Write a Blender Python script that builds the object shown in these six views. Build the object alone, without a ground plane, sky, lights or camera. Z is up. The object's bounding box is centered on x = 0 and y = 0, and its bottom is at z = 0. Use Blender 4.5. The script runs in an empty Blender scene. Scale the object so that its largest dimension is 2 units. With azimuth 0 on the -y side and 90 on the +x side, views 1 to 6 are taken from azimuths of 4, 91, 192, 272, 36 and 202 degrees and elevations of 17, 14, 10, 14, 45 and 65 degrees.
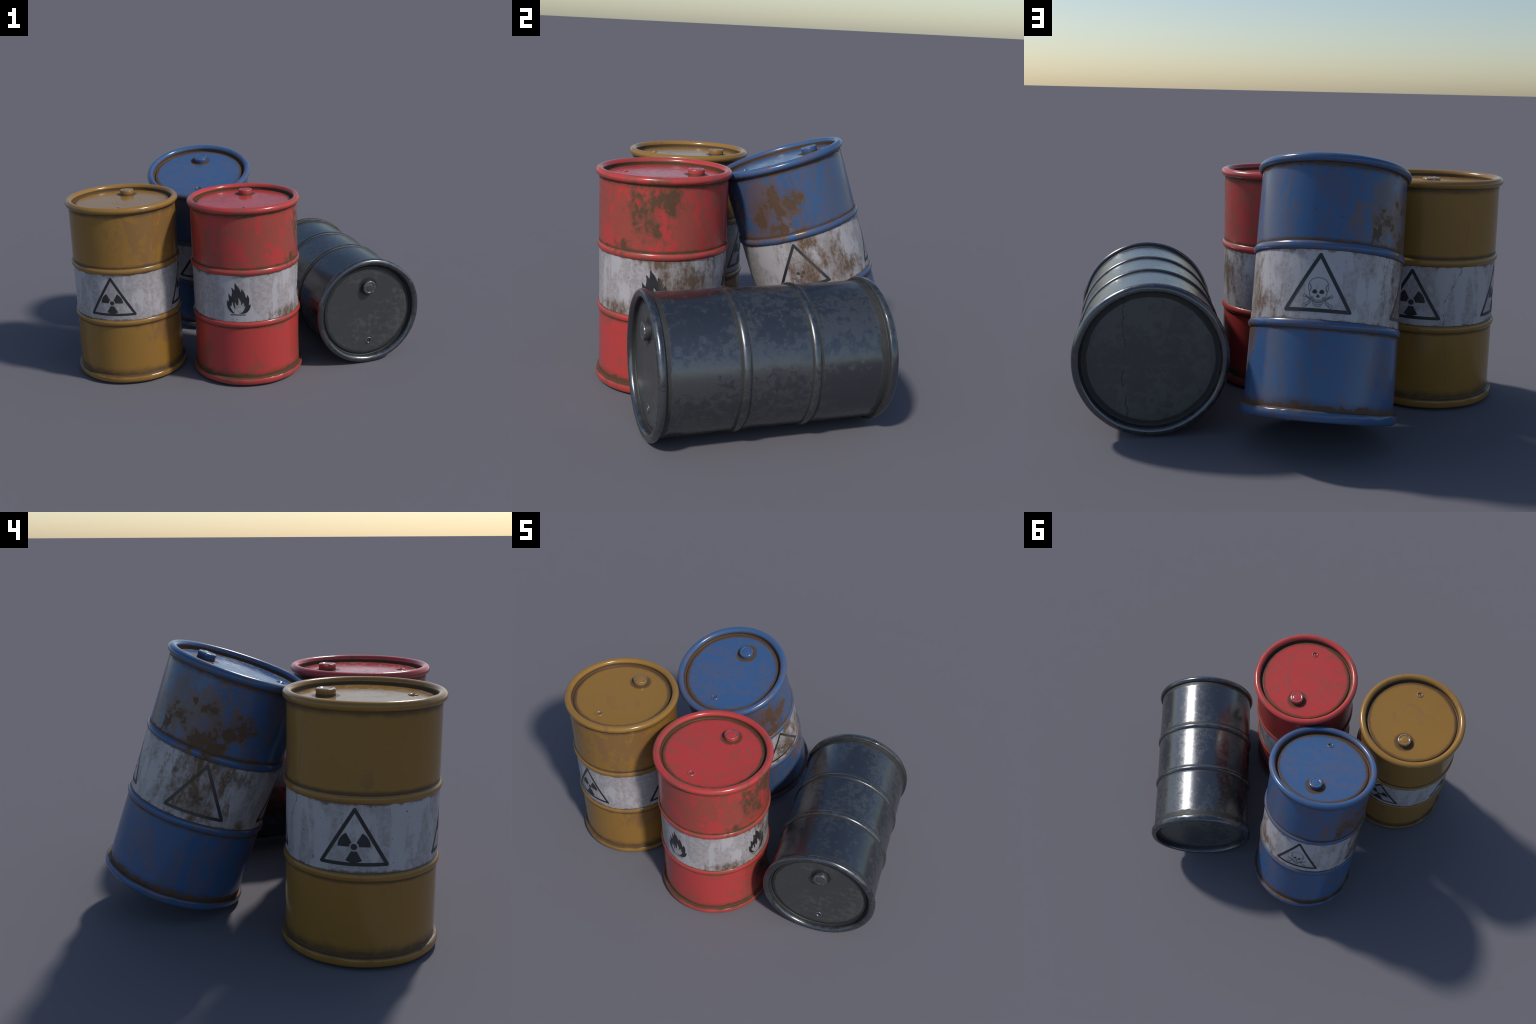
# Four dented, rusty steel drums: yellow, red and blue ones with a white label
# band and warning symbols, and a bare dark one lying on its side.
import bpy, bmesh, math, random
from mathutils import Vector, Euler, noise

# ----------------------------------------------------------------- dimensions
R_BODY = 0.2987          # radius of the cylindrical wall
Z_HOOP = (0.6640, 0.3660)
HOOP_HALF = 0.0170
HOOP_RISE = 0.0092
Z_RIM = 0.9870           # wall meets the top rim
Z_BASE = 0.0520           # wall meets the bottom rim
Z_LID = 0.9935
SEG = 144


def wobble(theta, z):
    """Small shared unevenness of the sheet metal, in metres."""
    p = Vector((math.cos(theta) * 1.3, math.sin(theta) * 1.3, z * 2.2))
    q = Vector((math.cos(theta) * 3.1 + 7, math.sin(theta) * 3.1, z * 5.0))
    return 0.0010 * noise.noise(p * 1.6) + 0.0006 * noise.noise(q)


# --------------------------------------------------------------- mesh helpers
def new_mesh(name, verts, faces, sharp=None):
    me = bpy.data.meshes.new(name)
    me.from_pydata(verts, [], faces)
    me.polygons.foreach_set("use_smooth", [True] * len(me.polygons))
    me.update()
    if sharp:
        me.set_sharp_from_angle(angle=math.radians(sharp))
    return me


def lathe(name, profile, seg=SEG, wob=True, cap=False, edge=None, sharp=45):
    """Revolve (radius, height) points; edge(theta, i, r, z) may move a point."""
    verts, faces = [], []
    n = len(profile)
    for k in range(seg):
        th = 2 * math.pi * k / seg
        for i, (r, z) in enumerate(profile):
            if edge:
                r, z = edge(th, i, r, z)
            if wob and r > 0.2:
                r += wobble(th, z)
            verts.append((r * math.cos(th), r * math.sin(th), z))
    for k in range(seg):
        a, b = k * n, ((k + 1) % seg) * n
        for i in range(n - 1):
            faces.append((a + i, b + i, b + i + 1, a + i + 1))
    if cap:
        faces.append(tuple(k * n + n - 1 for k in range(seg)))
    return new_mesh(name, verts, faces, sharp)


def steps(z0, z1, n, r=R_BODY):
    return [(r, z0 + (z1 - z0) * i / n) for i in range(n + 1)]


def hoop_profile(zc):
    out = []
    for i in range(19):
        d = -1 + 2 * i / 18
        bump = max(0.0, 1 - abs(d) ** 2.0)
        out.append((R_BODY + HOOP_RISE * bump ** 0.68, zc + d * HOOP_HALF))
    return out


def rim_profile():
    """Rolled top rim: a round bead on the wall, then down to the lid groove."""
    rc, zc, t = 0.2962, 1.0043, 0.0188
    pts = [(R_BODY, Z_RIM), (0.2985, 0.9862)]
    for i in range(27):
        a = math.radians(-66 + (190 + 66) * i / 26)
        pts.append((rc + (t + 0.0004 * math.cos(a)) * math.cos(a), zc + t * math.sin(a)))
    pts += [(0.2782, 0.9955), (0.2778, 0.9905), (0.2762, 0.9872), (0.2728, 0.9858),
            (0.2692, 0.9872), (0.2672, 0.9905)]
    return pts


def lid_profile():
    return [(0.2672, 0.9905), (0.2655, 0.9922), (0.2625, 0.9931), (0.2585, 0.9935), (0.2400, 0.9936),
            (0.2000, 0.9938), (0.1500, 0.9941), (0.1000, 0.9943), (0.0500, 0.9944),
            (0.0100, 0.9944)]


def base_rim_profile():
    return [(0.2788, 0.0390), (0.2795, 0.0280), (0.2810, 0.0170), (0.2842, 0.0094),
            (0.2890, 0.0066), (0.2950, 0.0060), (0.3010, 0.0065), (0.3060, 0.0088),
            (0.3100, 0.0128), (0.3130, 0.0184), (0.3147, 0.0255), (0.3152, 0.0325),
            (0.3147, 0.0383), (0.3130, 0.0428), (0.3102, 0.0456), (0.3062, 0.0468),
            (0.3020, 0.0471), (0.2992, 0.0477), (0.2982, 0.0492), (R_BODY, Z_BASE)]


def base_edge(th, i, r, z):
    """The lip of the bottom rim is battered: its upper edge runs unevenly."""
    if 10 <= i <= 15:
        p = Vector((math.cos(th) * 4.2, math.sin(th) * 4.2, 3.0))
        q = Vector((math.cos(th) * 9.0, math.sin(th) * 9.0, 9.0))
        k = noise.noise(p) * 0.0050 + noise.noise(q) * 0.0045
        w = 1 - abs(i - 13) / 4.0
        z += k * w
        r += k * 0.20 * w
    if i <= 10:
        p = Vector((math.cos(th) * 3.0, math.sin(th) * 3.0, 5.0))
        r += 0.0017 * noise.noise(p)
    return r, z


def plate_profile():
    return [(0.2788, 0.0390), (0.2770, 0.0408), (0.2720, 0.0415), (0.2650, 0.0408), (0.2550, 0.0402),
            (0.2400, 0.0400), (0.1600, 0.0398), (0.0800, 0.0398), (0.0100, 0.0398)]


BUNG = (0.0030, 0.1475)
VENT = (0.0095, -0.1875)


def cap_mesh():
    prof = [(0.0400, 0.9930), (0.0396, 0.9955), (0.0392, 0.9975), (0.0390, 1.0060),
            (0.0390, 1.0170), (0.0384, 1.0200), (0.0368, 1.0219), (0.0340, 1.0228),
            (0.0295, 1.0230), (0.0268, 1.0226), (0.0256, 1.0212), (0.0244, 1.0208),
            (0.0230, 1.0218), (0.0120, 1.0222), (0.0040, 1.0222)]
    me = lathe("bung_cap", prof, seg=64, wob=False, cap=True, sharp=60)
    for v in me.vertices:
        v.co.x += BUNG[0]
        v.co.y += BUNG[1]
    return me


def vent_mesh():
    prof = [(0.0205, 0.9940), (0.0198, 0.9958), (0.0182, 0.9972), (0.0160, 0.9976),
            (0.0138, 0.9970), (0.0124, 0.9950), (0.0112, 0.9915), (0.0095, 0.9900),
            (0.0060, 0.9906), (0.0045, 0.9920), (0.0015, 0.9922)]
    me = lathe("vent_plug", prof, seg=40, wob=False, cap=True, sharp=70)
    for v in me.vertices:
        v.co.x += VENT[0]
        v.co.y += VENT[1]
    return me


def lid_mesh():
    """Disc with a small opening for the vent plug."""
    me = lathe("lid", lid_profile(), wob=False, cap=True)
    bm = bmesh.new()
    bm.from_mesh(me)
    big = [f for f in bm.faces if any(math.hypot(v.co.x, v.co.y) < 0.27 for v in f.verts)]
    bmesh.ops.subdivide_edges(bm, edges=list({e for f in big for e in f.edges
                                              if 0.13 < math.hypot(*(e.verts[0].co + e.verts[1].co).xy) / 2 < 0.25}),
                              cuts=3, use_grid_fill=True)
    drop = [f for f in bm.faces if math.hypot(f.calc_center_median().x - VENT[0],
                                              f.calc_center_median().y - VENT[1]) < 0.0125]
    bmesh.ops.delete(bm, geom=drop, context='FACES')
    bm.to_mesh(me)
    bm.free()
    me.polygons.foreach_set("use_smooth", [True] * len(me.polygons))
    return me


# ------------------------------------------------------------ warning symbols
# Flat outlines in metres (s along the wall, z up), wrapped round the wall later.
def fill_flat(outer, holes=()):
    """Fill an outline (with holes) and slice it so that it can be bent."""
    bm = bmesh.new()
    for ring in (outer,) + tuple(holes):
        vs = [bm.verts.new((x, 0, y)) for x, y in ring]
        for i in range(len(vs)):
            bm.edges.new((vs[i], vs[(i + 1) % len(vs)]))
    bmesh.ops.triangle_fill(bm, use_beauty=True, use_dissolve=False, edges=bm.edges[:])
    lo = min(x for x, _ in outer)
    hi = max(x for x, _ in outer)
    x = math.floor(lo / 0.008) * 0.008 + 0.004
    while x < hi:
        bmesh.ops.bisect_plane(bm, geom=bm.verts[:] + bm.edges[:] + bm.faces[:],
                               plane_co=(x, 0, 0), plane_no=(1, 0, 0))
        x += 0.008
    bm.normal_update()
    verts = [(v.co.x, v.co.z) for v in bm.verts]
    bm.verts.index_update()
    faces = []
    for f in bm.faces:
        idx = [v.index for v in f.verts]
        a = sum(verts[idx[i]][0] * verts[idx[(i + 1) % len(idx)]][1]
                - verts[idx[(i + 1) % len(idx)]][0] * verts[idx[i]][1] for i in range(len(idx)))
        faces.append(idx if a > 0 else idx[::-1])
    bm.free()
    return verts, faces


def arc(cx, cz, r, a0, a1, n=10, rz=None):
    rz = r if rz is None else rz
    return [(cx + r * math.cos(math.radians(a0 + (a1 - a0) * i / n)),
             cz + rz * math.sin(math.radians(a0 + (a1 - a0) * i / n))) for i in range(n + 1)]


def stroke(path, width, closed=False):
    """Ribbon of constant width along a path."""
    n = len(path)
    left, right = [], []
    for i in range(n):
        a = path[(i - 1) % n] if closed or i > 0 else path[i]
        b = path[(i + 1) % n] if closed or i < n - 1 else path[i]
        dx, dz = b[0] - a[0], b[1] - a[1]
        m = math.hypot(dx, dz) or 1
        left.append((path[i][0] - dz / m * width / 2, path[i][1] + dx / m * width / 2))
        right.append((path[i][0] + dz / m * width / 2, path[i][1] - dx / m * width / 2))
    if closed:
        return fill_flat(left, (right,)) if abs(area(left)) > abs(area(right)) else fill_flat(right, (left,))
    return fill_flat(left + right[::-1])


def area(p):
    return sum(p[i][0] * p[(i + 1) % len(p)][1] - p[(i + 1) % len(p)][0] * p[i][1] for i in range(len(p))) / 2


TRI_APEX, TRI_LOW, TRI_HALF, TRI_W = 0.6270, 0.4175, 0.1245, 0.0138


def triangle_shapes():
    apex, cl, cr = (0, TRI_APEX), (-TRI_HALF, TRI_LOW), (TRI_HALF, TRI_LOW)
    w = TRI_W / 2
    side = math.degrees(math.atan2(TRI_APEX - TRI_LOW, TRI_HALF))
    outer = (arc(*cl, w, 90 + side, 270, 6) + arc(*cr, w, 270, 360 + 90 - side, 6)
             + arc(*apex, w, 90 - side, 90 + side, 6))
    ins_x = w / math.tan(math.radians(side / 2))
    inner = [(cl[0] + ins_x, cl[1] + w), (cr[0] - ins_x, cr[1] + w),
             (0, apex[1] - w / math.cos(math.radians(side)))]
    return [fill_flat(outer, (inner,))]


def trefoil_shapes(cz=0.4850):
    out = [fill_flat(arc(0, cz, 0.0120, 0, 350, 35))]
    for a in (30, 150, 270):
        out.append(fill_flat(arc(0, cz, 0.0610, a - 30, a + 30, 14)
                             + arc(0, cz, 0.0185, a + 30, a - 30, 8)))
    return out


def flame_shapes():
    k, x0, zb = 1 / 4950.0, 671, 0.4225
    edge = [(575, 1215), (500, 1206), (440, 1165), (390, 1100), (358, 1020), (349, 940), (353, 838),
            (375, 858), (405, 887), (413, 800), (405, 643), (440, 692), (485, 746), (505, 650),
            (508, 560), (488, 475), (530, 503), (570, 560), (583, 480), (581, 400), (600, 336),
            (625, 400), (690, 480), (725, 550), (748, 616), (760, 570), (762, 517), (800, 550),
            (840, 620), (862, 690), (878, 772), (900, 740), (918, 678), (950, 740), (965, 820),
            (960, 900), (947, 978), (973, 962), (986, 930), (998, 990), (985, 1050), (950, 1120),
            (900, 1180), (820, 1214), (690, 1220), (770, 1170), (825, 1095), (858, 993),
            (815, 1004), (828, 950), (805, 892), (785, 925), (748, 973), (745, 900), (720, 830),
            (680, 762), (667, 780), (677, 860), (669, 940), (640, 986), (612, 950), (580, 890),
            (569, 900), (570, 960), (588, 1077), (560, 1060), (530, 980), (520, 910), (500, 887),
            (487, 920), (484, 1004), (436, 998), (455, 1060), (495, 1130), (530, 1180)]
    to = lambda p: ((p[0] - x0) * k, zb + (1262 - p[1]) * k)
    bar = [(445, 1238), (860, 1240), (860, 1262), (445, 1262)]
    return [fill_flat([to(p) for p in edge]), fill_flat([to(p) for p in bar])]


def skull_shapes():
    """Line drawn skull with crossed bones; returns (dark shapes, pale line shapes)."""
    k, zc = 1 / 4180.0, 0.4870
    to = lambda p: (p[0] * k, zc - p[1] * k)      # p in drawing units, y down
    lines, dark = [], []
    half = [(0, -222), (60, -216), (110, -192), (145, -150), (160, -98), (156, -45), (140, 0),
            (136, 48), (118, 78), (92, 104), (84, 150), (70, 192), (40, 222), (0, 230)]
    outline = half + [(-x, y) for x, y in half[-2:0:-1]]
    lines.append(stroke([to(p) for p in outline], 0.0030, True))
    temple = [(150, -120), (122, -92), (116, -40), (132, -8)]
    for s in (-1, 1):
        lines.append(stroke([to((s * x, y)) for x, y in temple], 0.0042))
        lines.append(stroke([to((s * x, y)) for x, y in [(116, 84), (78, 86), (70, 110), (78, 150)]], 0.0030))
    lines.append(stroke([to(p) for p in [(-66, 118), (-30, 134), (0, 138), (30, 134), (66, 118)]], 0.0026))
    lines.append(fill_flat([to(p) for p in [(-72, 132), (-30, 150), (0, 154), (30, 150), (72, 132), (66, 164),
                                            (30, 178), (0, 181), (-30, 178), (-66, 164)]]))
    lines.append(stroke([to(p) for p in [(-52, 190), (0, 204), (52, 190)]], 0.0024))
    for s in (-1, 1):
        for y0, y1 in ((60, 128), (212, 140)):
            bone = [(s * 100, y1 - 14), (s * 188, y0 + (4 if y0 < 100 else -22)), (s * 222, y0 - 18),
                    (s * 236, y0 + 6), (s * 226, y0 + 32), (s * 190, y0 + 30), (s * 104, y1 + 16)]
            lines.append(stroke([to(p) for p in bone], 0.0030, True))
            mid = [(s * 130, (y0 + y1) / 2 + 18), (s * 200, y0 + 12)]
            lines.append(stroke([to(p) for p in mid], 0.0026))
    for s in (-1, 1):
        eye = [(s * (56 + 38 * math.cos(t)), 2 + 33 * math.sin(t) + 4 * math.cos(2 * t))
               for t in [i * 2 * math.pi / 22 for i in range(22)]]
        dark.append(fill_flat([to(p) for p in eye]))
    dark.append(fill_flat([to(p) for p in [(0, 36), (14, 58), (28, 84), (12, 92), (0, 84), (-12, 92), (-28, 84), (-14, 58)]]))
    return dark, lines


def wrap(name, shapes, angle, lift=0.0007, step=0.00012):
    """Bend flat shapes round the wall at the given angle (degrees)."""
    verts, faces = [], []
    a0 = math.radians(angle)
    for j, (vs, fs) in enumerate(shapes):
        base = len(verts)
        for s, z in vs:
            th = a0 + s / R_BODY
            r = R_BODY + wobble(th, z) + lift + step * j
            verts.append((r * math.cos(th), r * math.sin(th), z))
        faces += [tuple(base + i for i in f) for f in fs]
    return new_mesh(name, verts, faces)


# ------------------------------------------------------------------ materials
class Nodes:
    """Short hand for building a node tree out of expressions."""

    def __init__(self, name):
        self.mat = bpy.data.materials.new(name)
        self.mat.use_nodes = True
        self.t = self.mat.node_tree
        self.t.nodes.clear()
        self.out = self.t.nodes.new("ShaderNodeOutputMaterial")
        self.bsdf = self.t.nodes.new("ShaderNodeBsdfPrincipled")
        self.t.links.new(self.bsdf.outputs[0], self.out.inputs[0])
        self.obj = self.t.nodes.new("ShaderNodeTexCoord").outputs["Object"]
        sep = self.t.nodes.new("ShaderNodeSeparateXYZ")
        self.t.links.new(self.obj, sep.inputs[0])
        self.x, self.y, self.z = sep.outputs

    def put(self, socket, v):
        if isinstance(v, bpy.types.NodeSocket):
            self.t.links.new(v, socket)
        elif isinstance(v, tuple) and len(v) == 3 and socket.type == 'RGBA':
            socket.default_value = (*v, 1)
        else:
            socket.default_value = v

    def m(self, op, a, b=0.0, c=0.0, clamp=False):
        n = self.t.nodes.new("ShaderNodeMath")
        n.operation = op
        n.use_clamp = clamp
        for s, v in zip(n.inputs, (a, b, c)):
            self.put(s, v)
        return n.outputs[0]

    def add(self, a, b): return self.m('ADD', a, b)
    def sub(self, a, b): return self.m('SUBTRACT', a, b)
    def mul(self, a, b): return self.m('MULTIPLY', a, b)
    def mx(self, a, b): return self.m('MAXIMUM', a, b)
    def mn(self, a, b): return self.m('MINIMUM', a, b)

    def step(self, v, lo, hi, a=0.0, b=1.0):
        n = self.t.nodes.new("ShaderNodeMapRange")
        n.interpolation_type = 'SMOOTHSTEP'
        self.put(n.inputs[0], v)
        for i, q in zip((1, 2, 3, 4), (lo, hi, a, b)):
            self.put(n.inputs[i], q)
        return n.outputs[0]

    def scaled(self, sx, sy, sz, off=(0, 0, 0), rot=(0, 0, 0)):
        n = self.t.nodes.new("ShaderNodeMapping")
        self.t.links.new(self.obj, n.inputs[0])
        n.inputs["Location"].default_value = off
        n.inputs["Rotation"].default_value = rot
        n.inputs["Scale"].default_value = (sx, sy, sz)
        return n.outputs[0]

    def noise(self, vec, scale, detail=4.0, rough=0.55, dist=0.0):
        n = self.t.nodes.new("ShaderNodeTexNoise")
        self.put(n.inputs["Vector"], vec)
        n.inputs["Scale"].default_value = scale
        n.inputs["Detail"].default_value = detail
        n.inputs["Roughness"].default_value = rough
        n.inputs["Distortion"].default_value = dist
        return n.outputs["Fac"]

    def dots(self, vec, scale, size, keep):
        """Sparse round specks: 1 inside a speck."""
        n = self.t.nodes.new("ShaderNodeTexVoronoi")
        self.put(n.inputs["Vector"], vec)
        n.inputs["Scale"].default_value = scale
        near = self.step(n.outputs["Distance"], size, size * 0.55)
        s = self.t.nodes.new("ShaderNodeSeparateColor")
        self.t.links.new(n.outputs["Color"], s.inputs[0])
        return self.mul(near, self.m('GREATER_THAN', s.outputs[0], 1 - keep))

    def mix(self, f, a, b):
        n = self.t.nodes.new("ShaderNodeMix")
        n.data_type = 'RGBA'
        self.put(n.inputs[0], f)
        self.put(n.inputs[6], a)
        self.put(n.inputs[7], b)
        return n.outputs[2]

    def blob(self, angle, z0, half_deg, half_z):
        """1 at a spot of the wall, falling to 0 at its elliptical border."""
        a = math.radians(angle)
        ca, sa = math.cos(a), math.sin(a)
        t = self.add(self.mul(self.x, -sa), self.mul(self.y, ca))
        f = self.add(self.mul(self.x, ca), self.mul(self.y, sa))
        u = self.m('DIVIDE', self.m('ARCTAN2', t, f), math.radians(half_deg))
        w = self.m('DIVIDE', self.sub(self.z, z0), half_z)
        d = self.m('SQRT', self.add(self.mul(u, u), self.mul(w, w)))
        return self.sub(1.0, d)

    def blobs(self, spots):
        v = -1.0
        for s in spots:
            b = self.blob(*s)
            v = b if v == -1.0 else self.mx(v, b)
        return v

    def near_height(self, levels):
        """1 at listed heights falling to 0 at their half widths."""
        v = None
        for z0, up, down in levels:
            d = self.sub(self.z, z0)
            q = self.mx(self.m('DIVIDE', d, up), self.m('DIVIDE', d, -down))
            q = self.sub(1.0, q)
            v = q if v is None else self.mx(v, q)
        return v

    def radius(self, cx=0.0, cy=0.0):
        dx, dy = self.sub(self.x, cx), self.sub(self.y, cy)
        return self.m('SQRT', self.add(self.mul(dx, dx), self.mul(dy, dy)))

    def bump(self, h, strength, distance):
        n = self.t.nodes.new("ShaderNodeBump")
        n.inputs["Strength"].default_value = strength
        n.inputs["Distance"].default_value = distance
        self.put(n.inputs["Height"], h)
        self.t.links.new(n.outputs[0], self.bsdf.inputs["Normal"])

    def finish(self, colour, rough, metal=0.0, spec=0.5):
        self.put(self.bsdf.inputs["Base Color"], colour)
        self.put(self.bsdf.inputs["Roughness"], rough)
        self.put(self.bsdf.inputs["Metallic"], metal)
        self.put(self.bsdf.inputs["Specular IOR Level"], spec)
        return self.mat


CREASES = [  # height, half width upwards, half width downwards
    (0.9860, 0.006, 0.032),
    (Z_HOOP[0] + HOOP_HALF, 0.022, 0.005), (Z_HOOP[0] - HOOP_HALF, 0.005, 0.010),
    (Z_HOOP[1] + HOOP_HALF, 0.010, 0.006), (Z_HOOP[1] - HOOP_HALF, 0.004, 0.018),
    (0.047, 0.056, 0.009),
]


def crack(n, points, width):
    """Thin jagged line down the wall through (angle, height) points: 1 on it."""
    th = n.m('MULTIPLY', n.m('ARCTAN2', n.y, n.x), 180 / math.pi)
    v = None
    wav = n.mul(n.sub(n.noise(n.obj, 38, 3, 0.6), 0.5), 5.0)
    for (a0, z0), (a1, z1) in zip(points, points[1:]):
        f = n.m('DIVIDE', n.sub(n.z, z0), z1 - z0)
        mid = n.add(a0, n.mul(f, a1 - a0))
        d = n.m('ABSOLUTE', n.sub(th, n.add(mid, wav)))
        inside = n.mul(n.m('GREATER_THAN', f, 0.0), n.m('LESS_THAN', f, 1.0))
        q = n.mul(n.step(d, width, width * 0.3), inside)
        v = q if v is None else n.mx(v, q)
    return v


def paint_material(name, spec, part):
    """Weathered paint; part is 'wall' or 'lid'."""
    n = Nodes(name)
    off = spec["offset"]
    p = n.scaled(1, 1, 1, off)
    tall = n.scaled(1, 1, 0.45, off)
    # blotchy fading with crisp borders, denser where a broad noise allows it
    broad = n.noise(p, 3.2, 2, 0.5)
    specky = n.sub(n.noise(p, 55, 5, 0.65, 0.3), 0.5)
    patch = n.noise(tall if part == "wall" else p, spec["patch_scale"] * (1.0 if part == "wall" else 1.5), 6, 0.60, 0.7)
    faded = n.step(n.add(n.add(patch, n.mul(specky, 0.25)), n.mul(n.sub(broad, 0.5), 0.28)), spec["patch_at"], spec["patch_at"] + 0.03)
    fine = n.noise(p, 42, 4, 0.6, 0.4)
    freckle = n.step(n.add(fine, n.mul(n.sub(broad, 0.5), 0.5)), 0.60, 0.64)
    amount = n.mx(n.mul(faded, spec["patch_mix"] * (1.0 if part == "wall" else 0.65)), n.mul(freckle, spec["freckle_mix"]))
    # brownish haze round the rusted places
    edge_noise = n.sub(n.noise(tall, 13, 7, 0.62, 0.5), 0.5)
    ragged = n.sub(n.noise(p, 24, 6, 0.6, 0.3), 0.5)
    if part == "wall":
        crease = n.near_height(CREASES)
        # inside of the rim and the groove: darker colour low on the inner wall
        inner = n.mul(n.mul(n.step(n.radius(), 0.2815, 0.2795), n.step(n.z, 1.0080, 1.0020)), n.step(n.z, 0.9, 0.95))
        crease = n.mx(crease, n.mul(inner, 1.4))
        spots = n.blobs(spec["spots"]) if spec["spots"] else -1.0
        haze = n.blobs(spec["haze"]) if spec["haze"] else -1.0
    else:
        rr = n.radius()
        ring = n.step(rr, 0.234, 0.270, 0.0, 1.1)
        cap = n.step(n.radius(BUNG[0] - 0.002, BUNG[1] + 0.002), 0.072, 0.046, 0.0, 1.15)  # dark ring coloured into the lid around the cap
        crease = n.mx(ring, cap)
        spots, haze = -1.0, -1.0
    if haze != -1.0:
        hz = n.step(n.add(n.mul(haze, 0.55), n.add(n.mul(edge_noise, 2.0), n.add(n.mul(ragged, 1.4), n.mul(specky, 0.8)))), 0.04, 0.20)
        amount = n.mx(amount, n.mul(hz, spec["haze_mix"]))
    colour = n.mix(n.noise(p, 1.7, 3), tuple(c * 0.95 for c in spec["paint"]), tuple(c * 1.05 for c in spec["paint"]))
    colour = n.mix(amount, colour, spec["stain"])
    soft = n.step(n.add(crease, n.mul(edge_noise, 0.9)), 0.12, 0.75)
    colour = n.mix(n.mul(soft, spec["crease_soft"]), colour, spec["grime"])  # soft dark band tinted along creases and lid edge
    rust = n.step(n.add(crease, n.add(n.mul(ragged, 1.3), n.mul(n.sub(broad, 0.5), 0.0 if part == "wall" else 1.2))), spec["crease_at"], spec["crease_at"] + 0.16)
    rust = n.mul(rust, spec["crease_hard"])
    if spots != -1.0:
        sp = n.add(n.mul(spots, 0.62), n.add(n.mul(edge_noise, 2.6), n.add(n.mul(ragged, 2.0), n.mul(specky, 0.9))))
        colour = n.mix(n.mul(n.step(sp, -0.30, 0.24), 0.55), colour, spec["rust"])
        sp = n.step(sp, 0.15, 0.36)
        rust = n.mx(rust, n.mul(sp, 0.78))
    speck = n.mul(n.dots(p, 30, 0.17, 0.10), spec["speck"])
    rust = n.mx(rust, speck)
    if part == "wall":
        drip = n.step(n.noise(n.scaled(1, 1, 0.035, off), 48, 3, 0.6), 0.60, 0.70)
        colour = n.mix(n.mul(drip, n.step(broad, 0.45, 0.60, 0.0, 0.38)), colour, spec["stain"])
        flake = n.mul(drip, 0.5)
    else:
        flake = n.step(n.add(n.mul(n.noise(p, 26, 8, 0.7, 1.2), 0.7), n.mul(n.noise(n.scaled(1, 0.4, 1, off, (0, 0, 0.5)), 75, 5, 0.65), 0.3)), 0.485, 0.535)
    rust_col = n.mix(n.noise(p, 16, 5), spec["grime"], spec["rust"])
    colour = n.mix(rust, colour, rust_col)
    h = n.add(n.mul(n.noise(p, 60, 4), 0.25), n.mul(rust, -0.6))
    if spec.get("crack") and part == "wall":
        line = n.mul(crack(n, spec["crack"], 0.40), n.step(n.noise(p, 9, 3), 0.40, 0.60, 0.25, 1.0))
        colour = n.mix(n.mul(line, 0.45), colour, spec["grime"])
        h = n.sub(h, n.mul(line, 1.2))
    n.bump(h, 0.14 if part == "wall" else 0.06, 0.003)
    rough = n.add(spec["rough"] - (0.0 if part == "wall" else 0.06), n.add(n.mul(n.mx(n.mul(faded, 0.5), amount), 0.12), n.mul(rust, 0.32)))
    rough = n.add(rough, n.add(n.mul(n.sub(n.noise(p, 7, 5, 0.6), 0.5), 0.20), n.mul(flake, 0.085)))
    return n.finish(colour, n.m('MINIMUM', rough, 0.85), 0.0, n.sub(0.5, n.mul(n.mx(rust, n.mul(soft, 0.7)), 0.35)))


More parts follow.
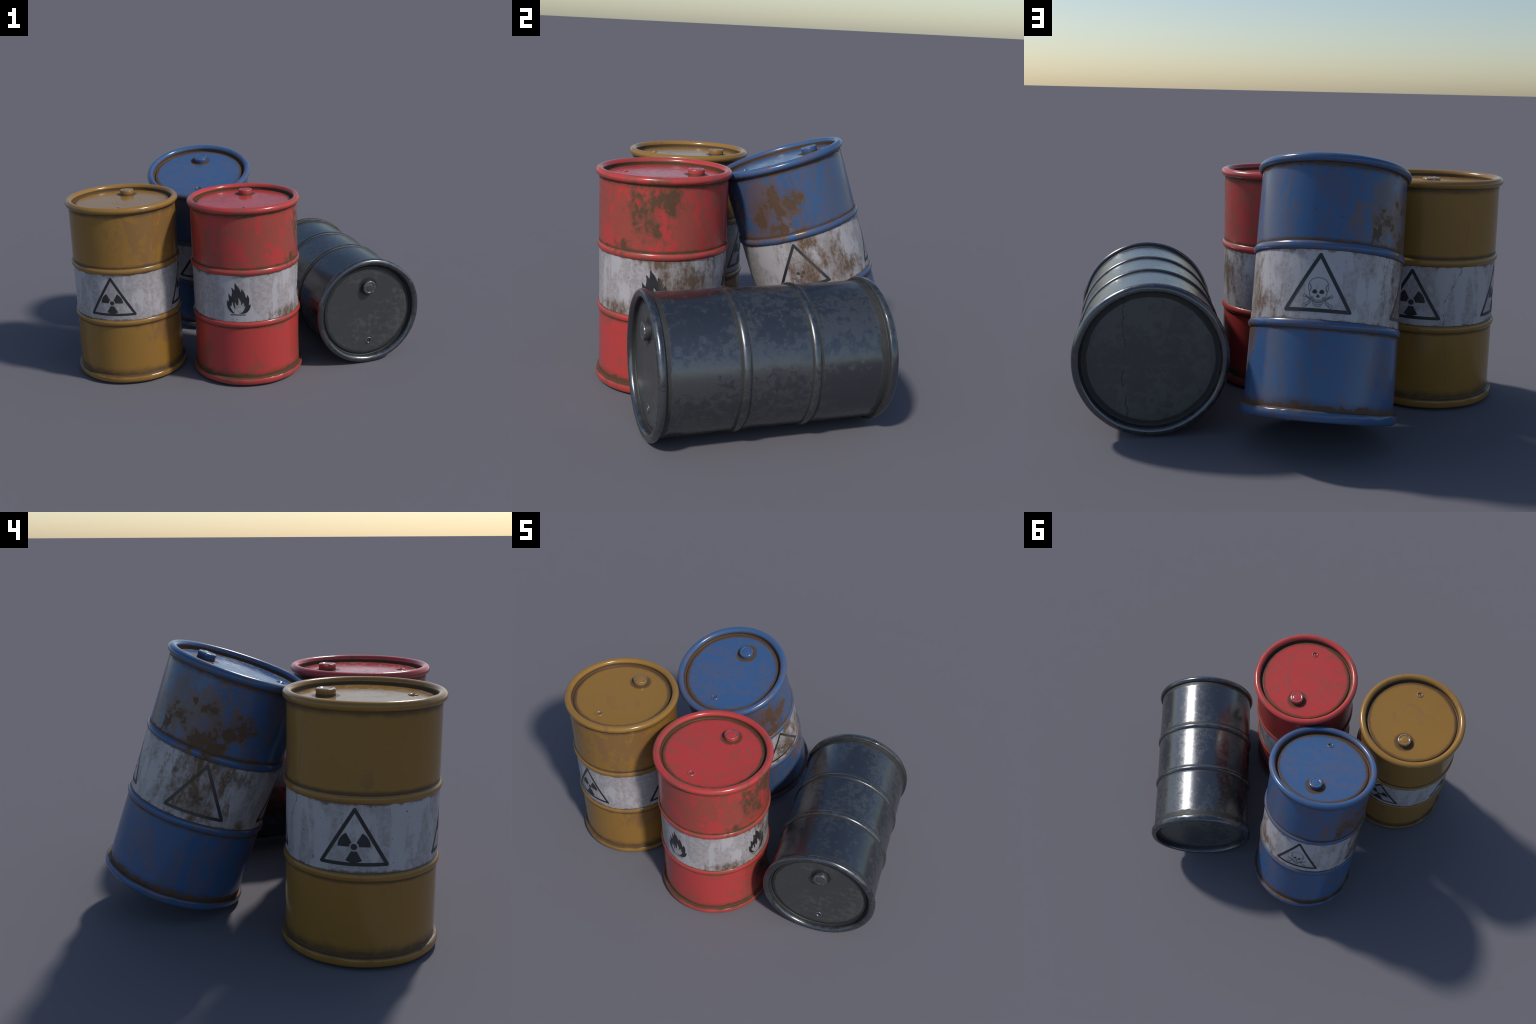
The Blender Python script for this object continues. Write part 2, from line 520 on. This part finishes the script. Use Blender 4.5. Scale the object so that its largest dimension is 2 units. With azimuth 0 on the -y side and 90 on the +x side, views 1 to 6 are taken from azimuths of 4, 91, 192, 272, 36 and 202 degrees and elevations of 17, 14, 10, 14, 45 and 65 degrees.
def label_material(name, spec, base, wear, dirt=None):
    """White band (wear=1) or the symbol paint on it (wear<1 lets less dirt show)."""
    n = Nodes(name)
    dirt = wear if dirt is None else dirt
    off = spec["offset"]
    p = n.scaled(1, 1, 1, off)
    tall = n.scaled(1, 1, 0.22, off)
    slant = n.scaled(1, 1, 0.35, off, (0.0, 0.6, 0.35))
    # big cloudy areas of grey-brown film with washed vertical runs through them
    cloud = n.noise(p, 6.0, 3, 0.5)
    runs = n.noise(tall, 13, 6, 0.6, 0.4)
    film = n.step(n.add(n.mul(runs, 0.75), n.mul(cloud, 0.5)), spec.get("film_at", 0.57), spec.get("film_at", 0.57) + 0.06)
    film = n.mul(film, n.step(n.noise(p, 46, 5, 0.65), 0.34, 0.60, 0.25, 1.0))
    colour = n.mix(n.mul(film, 0.62 * dirt), base, spec["film"])
    # small pits and specks
    pit = n.mx(n.dots(p, 26, 0.115, 0.17), n.dots(p, 55, 0.17, 0.12))
    pit = n.mx(pit, n.mul(n.step(n.noise(p, 70, 4, 0.65), 0.655, 0.70), 0.55))
    colour = n.mix(n.mul(pit, 0.75 * wear), colour, spec["pit"])
    # rust bleeding from the hoops and in local zones
    zone = n.blobs(spec["label_spots"]) if spec["label_spots"] else -1.0
    flecks = n.sub(n.noise(slant, 26, 6, 0.66, 0.3), 0.5)
    drip = n.sub(n.noise(tall, 30, 5, 0.6), 0.5)
    edge = n.near_height([(Z_HOOP[0] - HOOP_HALF, 0.02, 0.018), (Z_HOOP[1] + HOOP_HALF, 0.014, 0.02)])
    bleed = n.step(n.add(edge, n.add(n.mul(drip, 2.6), n.mul(cloud, 1.6))), 1.35, 1.95)
    colour = n.mix(n.mul(bleed, 0.70 * wear), colour, spec["pit"])
    rust = n.mul(bleed, 0.0)
    if zone != -1.0:
        tint = n.step(n.add(n.mul(zone, 0.7), n.mul(cloud, 0.5)), 0.20, 0.75)
        colour = n.mix(n.mul(tint, 0.60 * wear), colour, spec["film"])
        r1 = n.add(n.mul(zone, 0.50), n.add(n.mul(flecks, 2.6), n.add(n.mul(drip, 1.0), n.mul(n.sub(n.noise(p, 60, 5, 0.65), 0.5), 1.2))))
        half = n.step(r1, -0.10, 0.42)
        colour = n.mix(n.mul(half, 0.62 * wear), colour, spec["label_rust"])
        rust = n.step(r1, 0.38, 0.56)
        colour = n.mix(n.mul(rust, 0.75 * wear), colour, spec["label_rust"])
    h = n.add(n.mul(n.noise(p, 60, 4), 0.25), n.mul(rust, -0.6))
    if spec.get("crack"):
        line = crack(n, spec["crack"], 0.55)
        gate = n.step(n.noise(p, 22, 4), 0.42, 0.58, 0.10, 1.0)
        colour = n.mix(n.mul(n.mul(line, gate), 0.9), colour, spec["pit"])
        h = n.sub(h, n.mul(line, 1.2))
    n.bump(h, 0.25, 0.003)
    rough = n.add(0.36, n.add(n.mul(film, 0.15), n.mul(rust, 0.3)))
    return n.finish(colour, rough, 0.0, 0.45)


def cap_material(name, spec):
    """Screw caps: paint worn to bright steel on the edges, grime at the foot."""
    n = Nodes(name)
    p = n.scaled(1, 1, 1, spec["offset"])
    rb = n.radius(*BUNG)
    rv = n.radius(*VENT)
    worn = n.mul(n.step(rb, 0.0225, 0.0250), n.step(n.z, 1.0080, 1.0180))
    worn = n.mx(worn, n.mul(n.step(rv, 0.0215, 0.0190), n.step(n.z, 0.9945, 0.9965)))
    chips = n.step(n.add(n.mul(worn, 0.20), n.noise(p, 110, 4, 0.65)), 0.725, 0.765)
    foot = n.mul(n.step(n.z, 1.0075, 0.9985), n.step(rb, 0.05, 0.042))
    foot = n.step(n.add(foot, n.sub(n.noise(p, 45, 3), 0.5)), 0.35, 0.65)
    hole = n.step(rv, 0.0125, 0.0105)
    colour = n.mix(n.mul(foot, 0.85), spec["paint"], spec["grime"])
    colour = n.mix(n.mul(hole, 0.6), colour, spec["grime"])
    colour = n.mix(chips, colour, (0.34, 0.35, 0.38))
    n.bump(n.noise(p, 150, 3), 0.25, 0.002)
    rough = n.add(spec["rough"], n.mul(foot, 0.3))
    return n.finish(colour, rough, n.mx(n.mul(chips, 0.9), spec.get("metal", 0.0)), 0.5)


def steel_material(name, part):
    """Dark bare steel: a polished ground with slightly duller oxide patches."""
    n = Nodes(name)
    p = n.scaled(1, 1, 1, (4.2, 1.3, 2.0))
    tall = n.scaled(1, 1, 0.5 if part == "wall" else 1.0, (1.2, 5.3, 0.4))
    broad = n.noise(p, 2.6, 2)
    a = n.noise(tall, 9, 7, 0.62, 0.5)
    b = n.noise(p, 34, 6, 0.66, 0.4)
    dull = n.step(n.add(n.add(n.mul(a, 0.42), n.mul(b, 0.68)), n.mul(n.sub(broad, 0.5), 0.5)), 0.500, 0.640)
    spot = n.dots(p, 24, 0.11, 0.10)
    dull = n.mx(dull, n.mul(spot, 0.8))
    edge_noise = n.sub(n.noise(p, 17, 5, 0.6), 0.5)
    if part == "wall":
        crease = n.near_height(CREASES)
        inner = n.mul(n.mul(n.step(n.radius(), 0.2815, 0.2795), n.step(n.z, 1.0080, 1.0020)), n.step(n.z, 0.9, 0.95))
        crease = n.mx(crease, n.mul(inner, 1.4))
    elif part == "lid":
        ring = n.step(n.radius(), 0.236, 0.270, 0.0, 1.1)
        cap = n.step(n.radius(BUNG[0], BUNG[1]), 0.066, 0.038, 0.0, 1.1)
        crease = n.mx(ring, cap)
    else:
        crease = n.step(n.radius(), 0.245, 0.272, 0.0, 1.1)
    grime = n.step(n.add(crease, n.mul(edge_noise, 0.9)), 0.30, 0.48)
    if part == "wall":
        colour = n.mix(dull, (0.146, 0.154, 0.168), (0.162, 0.168, 0.176))
    else:
        colour = n.mix(dull, (0.103, 0.105, 0.108), (0.126, 0.128, 0.128))
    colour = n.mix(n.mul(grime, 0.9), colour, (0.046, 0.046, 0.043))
    h = n.add(n.mul(n.noise(p, 55, 5, 0.6), 0.3), n.mul(dull, 0.10))
    if part == "plate":
        # a torn seam across the bottom plate
        wav = n.mul(n.sub(n.noise(p, 7, 5, 0.65), 0.5), 0.10)
        line = n.step(n.m('ABSOLUTE', n.sub(n.add(n.x, wav), 0.105)), 0.0030, 0.0008)
        line = n.mul(line, n.step(n.noise(p, 10, 3), 0.36, 0.46))
        h = n.sub(h, n.mul(line, 2.0))
        colour = n.mix(n.mul(line, 0.8), colour, (0.03, 0.03, 0.032))
    n.bump(h, 0.20, 0.003)
    if part == "wall":
        rough = n.add(0.220, n.add(n.mul(dull, 0.075), n.mul(grime, 0.30)))
        metal = n.sub(0.90, n.add(n.mul(dull, 0.11), n.mul(grime, 0.45)))
    else:
        rough = n.add(0.36, n.add(n.mul(dull, 0.10), n.mul(grime, 0.20)))
        metal = n.sub(0.55, n.mul(dull, 0.10))
    return n.finish(colour, rough, metal, 0.5)


LABEL_WHITE = (0.475, 0.448, 0.468)
INK = (0.026, 0.026, 0.029)

YELLOW = dict(
    offset=(0.3, 2.1, 5.5), paint=(0.318, 0.166, 0.035), stain=(0.190, 0.105, 0.060), grime=(0.075, 0.050, 0.036),
    rust=(0.090, 0.056, 0.036), patch_scale=5.0, patch_at=0.62, patch_mix=0.35, freckle_mix=0.15,
    haze=[(-45, 0.86, 40, 0.14), (-40, 0.62, 25, 0.10), (-35, 0.30, 26, 0.10)], haze_mix=0.45, spots=[],
    crease_soft=0.55, crease_at=0.62, crease_hard=0.55, speck=0.25, rough=0.200,
    crack=[(129, 0.98), (124, 0.80), (122.5, 0.66), (115.5, 0.58), (106.5, 0.49), (106.5, 0.36), (110, 0.25), (112, 0.06)],
    film=(0.265, 0.235, 0.232), pit=(0.085, 0.045, 0.030), label_rust=(0.110, 0.055, 0.032), label_spots=[])
RED = dict(
    offset=(3.3, 0.4, 1.7), paint=(0.515, 0.056, 0.051), stain=(0.235, 0.085, 0.055), grime=(0.082, 0.055, 0.029),
    rust=(0.100, 0.066, 0.036), patch_scale=11.0, patch_at=0.53, patch_mix=0.50, freckle_mix=0.35,
    haze=[(-20, 0.82, 48, 0.20), (25, 0.80, 22, 0.15), (-60, 0.85, 30, 0.16), (10, 0.2, 34, 0.16), (160, 0.8, 40, 0.2)],
    haze_mix=0.55,
    spots=[(-14, 0.89, 10, 0.07), (1, 0.90, 8, 0.08), (13, 0.90, 9, 0.06), (0, 0.785, 12, 0.045), (-30, 0.70, 8, 0.03),
           (6, 0.23, 9, 0.05)],
    crease_soft=0.45, crease_at=0.60, crease_hard=0.85, speck=0.35, rough=0.200,
    film_at=0.545, film=(0.285, 0.240, 0.232), pit=(0.105, 0.062, 0.038), label_rust=(0.118, 0.070, 0.036),
    label_spots=[(7, 0.64, 20, 0.05), (11, 0.54, 9, 0.12), (32, 0.54, 30, 0.13), (130, 0.5, 30, 0.16), (-35, 0.40, 24, 0.05)])
BLUE = dict(
    offset=(1.9, 3.6, 0.2), paint=(0.050, 0.116, 0.258), stain=(0.155, 0.098, 0.088), grime=(0.085, 0.050, 0.028),
    rust=(0.138, 0.076, 0.036), patch_scale=10.0, patch_at=0.497, patch_mix=0.33, freckle_mix=0.25,
    haze=[(-26, 0.82, 34, 0.18), (-30, 0.70, 30, 0.07), (160, 0.80, 46, 0.20), (20, 0.32, 24, 0.08)],
    haze_mix=0.75,
    spots=[(-14, 0.88, 8, 0.05), (-2, 0.84, 10, 0.065), (-14, 0.80, 7, 0.06), (-17, 0.71, 13, 0.045), (-33, 0.78, 8, 0.08),
           (145, 0.79, 8, 0.04), (132, 0.72, 7, 0.06), (196, 0.82, 9, 0.07), (186, 0.78, 14, 0.05), (172, 0.71, 20, 0.05),
           (165, 0.85, 9, 0.04), (28, 0.345, 12, 0.04)],
    crease_soft=0.40, crease_at=0.58, crease_hard=0.92, speck=0.7, rough=0.195,
    film=(0.270, 0.235, 0.220), pit=(0.120, 0.066, 0.036), label_rust=(0.134, 0.072, 0.032),
    label_spots=[(4, 0.62, 14, 0.05), (22, 0.53, 18, 0.13), (-2, 0.49, 20, 0.13), (34, 0.44, 24, 0.10), (176, 0.62, 28, 0.09),
                 (175, 0.49, 26, 0.16), (204, 0.60, 14, 0.05), (221, 0.395, 7, 0.03), (155, 0.565, 6, 0.02)])
STEEL = dict(offset=(4.2, 1.3, 2.0), paint=(0.125, 0.132, 0.140), grime=(0.045, 0.045, 0.045), rough=0.30, metal=0.6)


# --------------------------------------------------------------------- drums
def build_masters():
    m = {}
    hoop_lo = [z - HOOP_HALF for z in Z_HOOP]
    hoop_hi = [z + HOOP_HALF for z in Z_HOOP]
    m["upper"] = lathe("side_panel", steps(hoop_hi[0], Z_RIM, 12))
    m["middle"] = lathe("label_band", steps(hoop_hi[1], hoop_lo[0], 12))
    m["lower"] = lathe("side_panel", steps(Z_BASE, hoop_lo[1], 12))
    m["hoop_a"] = lathe("rolling_hoop", hoop_profile(Z_HOOP[0]))
    m["hoop_b"] = lathe("rolling_hoop", hoop_profile(Z_HOOP[1]))
    m["rim"] = lathe("rim", rim_profile(), sharp=80)
    m["base_rim"] = lathe("base_rim", base_rim_profile(), seg=192, edge=base_edge, sharp=80)
    m["lid"] = lid_mesh()
    m["plate"] = lathe("bottom_plate", plate_profile()[::-1], wob=False)
    # close the middle of the bottom plate
    bm = bmesh.new()
    bm.from_mesh(m["plate"])
    bmesh.ops.holes_fill(bm, edges=[e for e in bm.edges if e.is_boundary
                                    and math.hypot(*e.verts[0].co.xy) < 0.02], sides=0)
    bmesh.ops.recalc_face_normals(bm, faces=bm.faces[:])
    if sum(f.normal.z * f.calc_area() for f in bm.faces) > 0:
        bmesh.ops.reverse_faces(bm, faces=bm.faces[:])
    bm.to_mesh(m["plate"])
    bm.free()
    m["plate"].polygons.foreach_set("use_smooth", [True] * len(m["plate"].polygons))
    m["cap"] = cap_mesh()
    m["vent"] = vent_mesh()
    return m


def attach(root, mesh, name, mat, parent=None):
    me = mesh.copy()
    me.name = name
    me.materials.clear()
    me.materials.append(mat)
    ob = bpy.data.objects.new(name, me)
    bpy.context.scene.collection.objects.link(ob)
    ob.parent = parent or root
    return ob


def drum(masters, colour, spec, loc, rot, label, angles, symbol):
    root = bpy.data.objects.new(f"{colour}_drum", None)
    root.empty_display_size = 0.2
    bpy.context.scene.collection.objects.link(root)
    root.location = loc
    root.rotation_euler = Euler(rot, 'XYZ')
    root["label"] = label
    root["category"] = "barrel"
    if colour == "black":
        wall, lid = steel_material("dark_steel_wall", "wall"), steel_material("dark_steel_lid", "lid")
        plate, band = steel_material("dark_steel_plate", "plate"), wall
    else:
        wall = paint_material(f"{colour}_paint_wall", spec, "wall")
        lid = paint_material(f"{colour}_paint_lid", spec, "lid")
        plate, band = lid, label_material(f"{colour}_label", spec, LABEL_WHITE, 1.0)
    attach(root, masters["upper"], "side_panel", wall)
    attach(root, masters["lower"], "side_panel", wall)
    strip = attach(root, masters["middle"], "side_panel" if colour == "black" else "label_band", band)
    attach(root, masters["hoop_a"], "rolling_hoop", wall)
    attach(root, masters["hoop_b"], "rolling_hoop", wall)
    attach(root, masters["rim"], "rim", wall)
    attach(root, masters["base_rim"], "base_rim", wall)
    attach(root, masters["plate"], "bottom_plate", plate)
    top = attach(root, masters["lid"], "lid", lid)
    caps = cap_material(f"{colour}_cap", spec)
    attach(root, masters["cap"], "bung_cap", caps, top)
    attach(root, masters["vent"], "vent_plug", caps, top)
    if symbol:
        ink = label_material(f"{colour}_symbol_ink", spec, INK, 0.33 if symbol == "skull" else 0.25, 0.05)
        worn = label_material(f"{colour}_symbol_line", spec, (0.165, 0.160, 0.166), 0.80) if symbol == "skull" else None
        for a in angles:
            if symbol == "radiation":
                shapes, thin = triangle_shapes() + trefoil_shapes(), None
            elif symbol == "flame":
                shapes, thin = flame_shapes(), None
            else:
                dark, thin = skull_shapes()
                shapes = triangle_shapes() + dark
            me = wrap("warning_symbol", shapes, a)
            attach(root, me, "warning_symbol", ink, strip)
            if thin:
                me = wrap("skull_drawing", thin, a, lift=0.0005, step=0.00002)
                attach(root, me, "skull_drawing", worn, strip)
    return root


masters = build_masters()
drum(masters, "yellow", YELLOW, (-0.6851, -0.3758, 0.0), (0, 0, 0.006),
     "mustard yellow steel drum with white radiation warning band", (-96.5, 0.0, 78.5, 170.0), "radiation")
drum(masters, "red", RED, (0.0048, -0.4113, 0.0), (0, 0, 0.001),
     "red steel drum with flame symbols on white band", (-94.0, 0.2, 86.0, 176.0), "flame")
drum(masters, "blue", BLUE, (-0.3064, 0.4338, 0.0942), (0.3168, -0.0080, 0.0374),
     "leaning rusty blue steel drum with skull warning signs", (-94.0, -9.0, 90.2, 178.0), "skull")
drum(masters, "black", STEEL, (0.3430, 0.5575, 0.3165), (1.5727, -0.0031, 0.3685),
     "dark bare steel drum lying on its side", (), None)
for me in masters.values():
    bpy.data.meshes.remove(me)
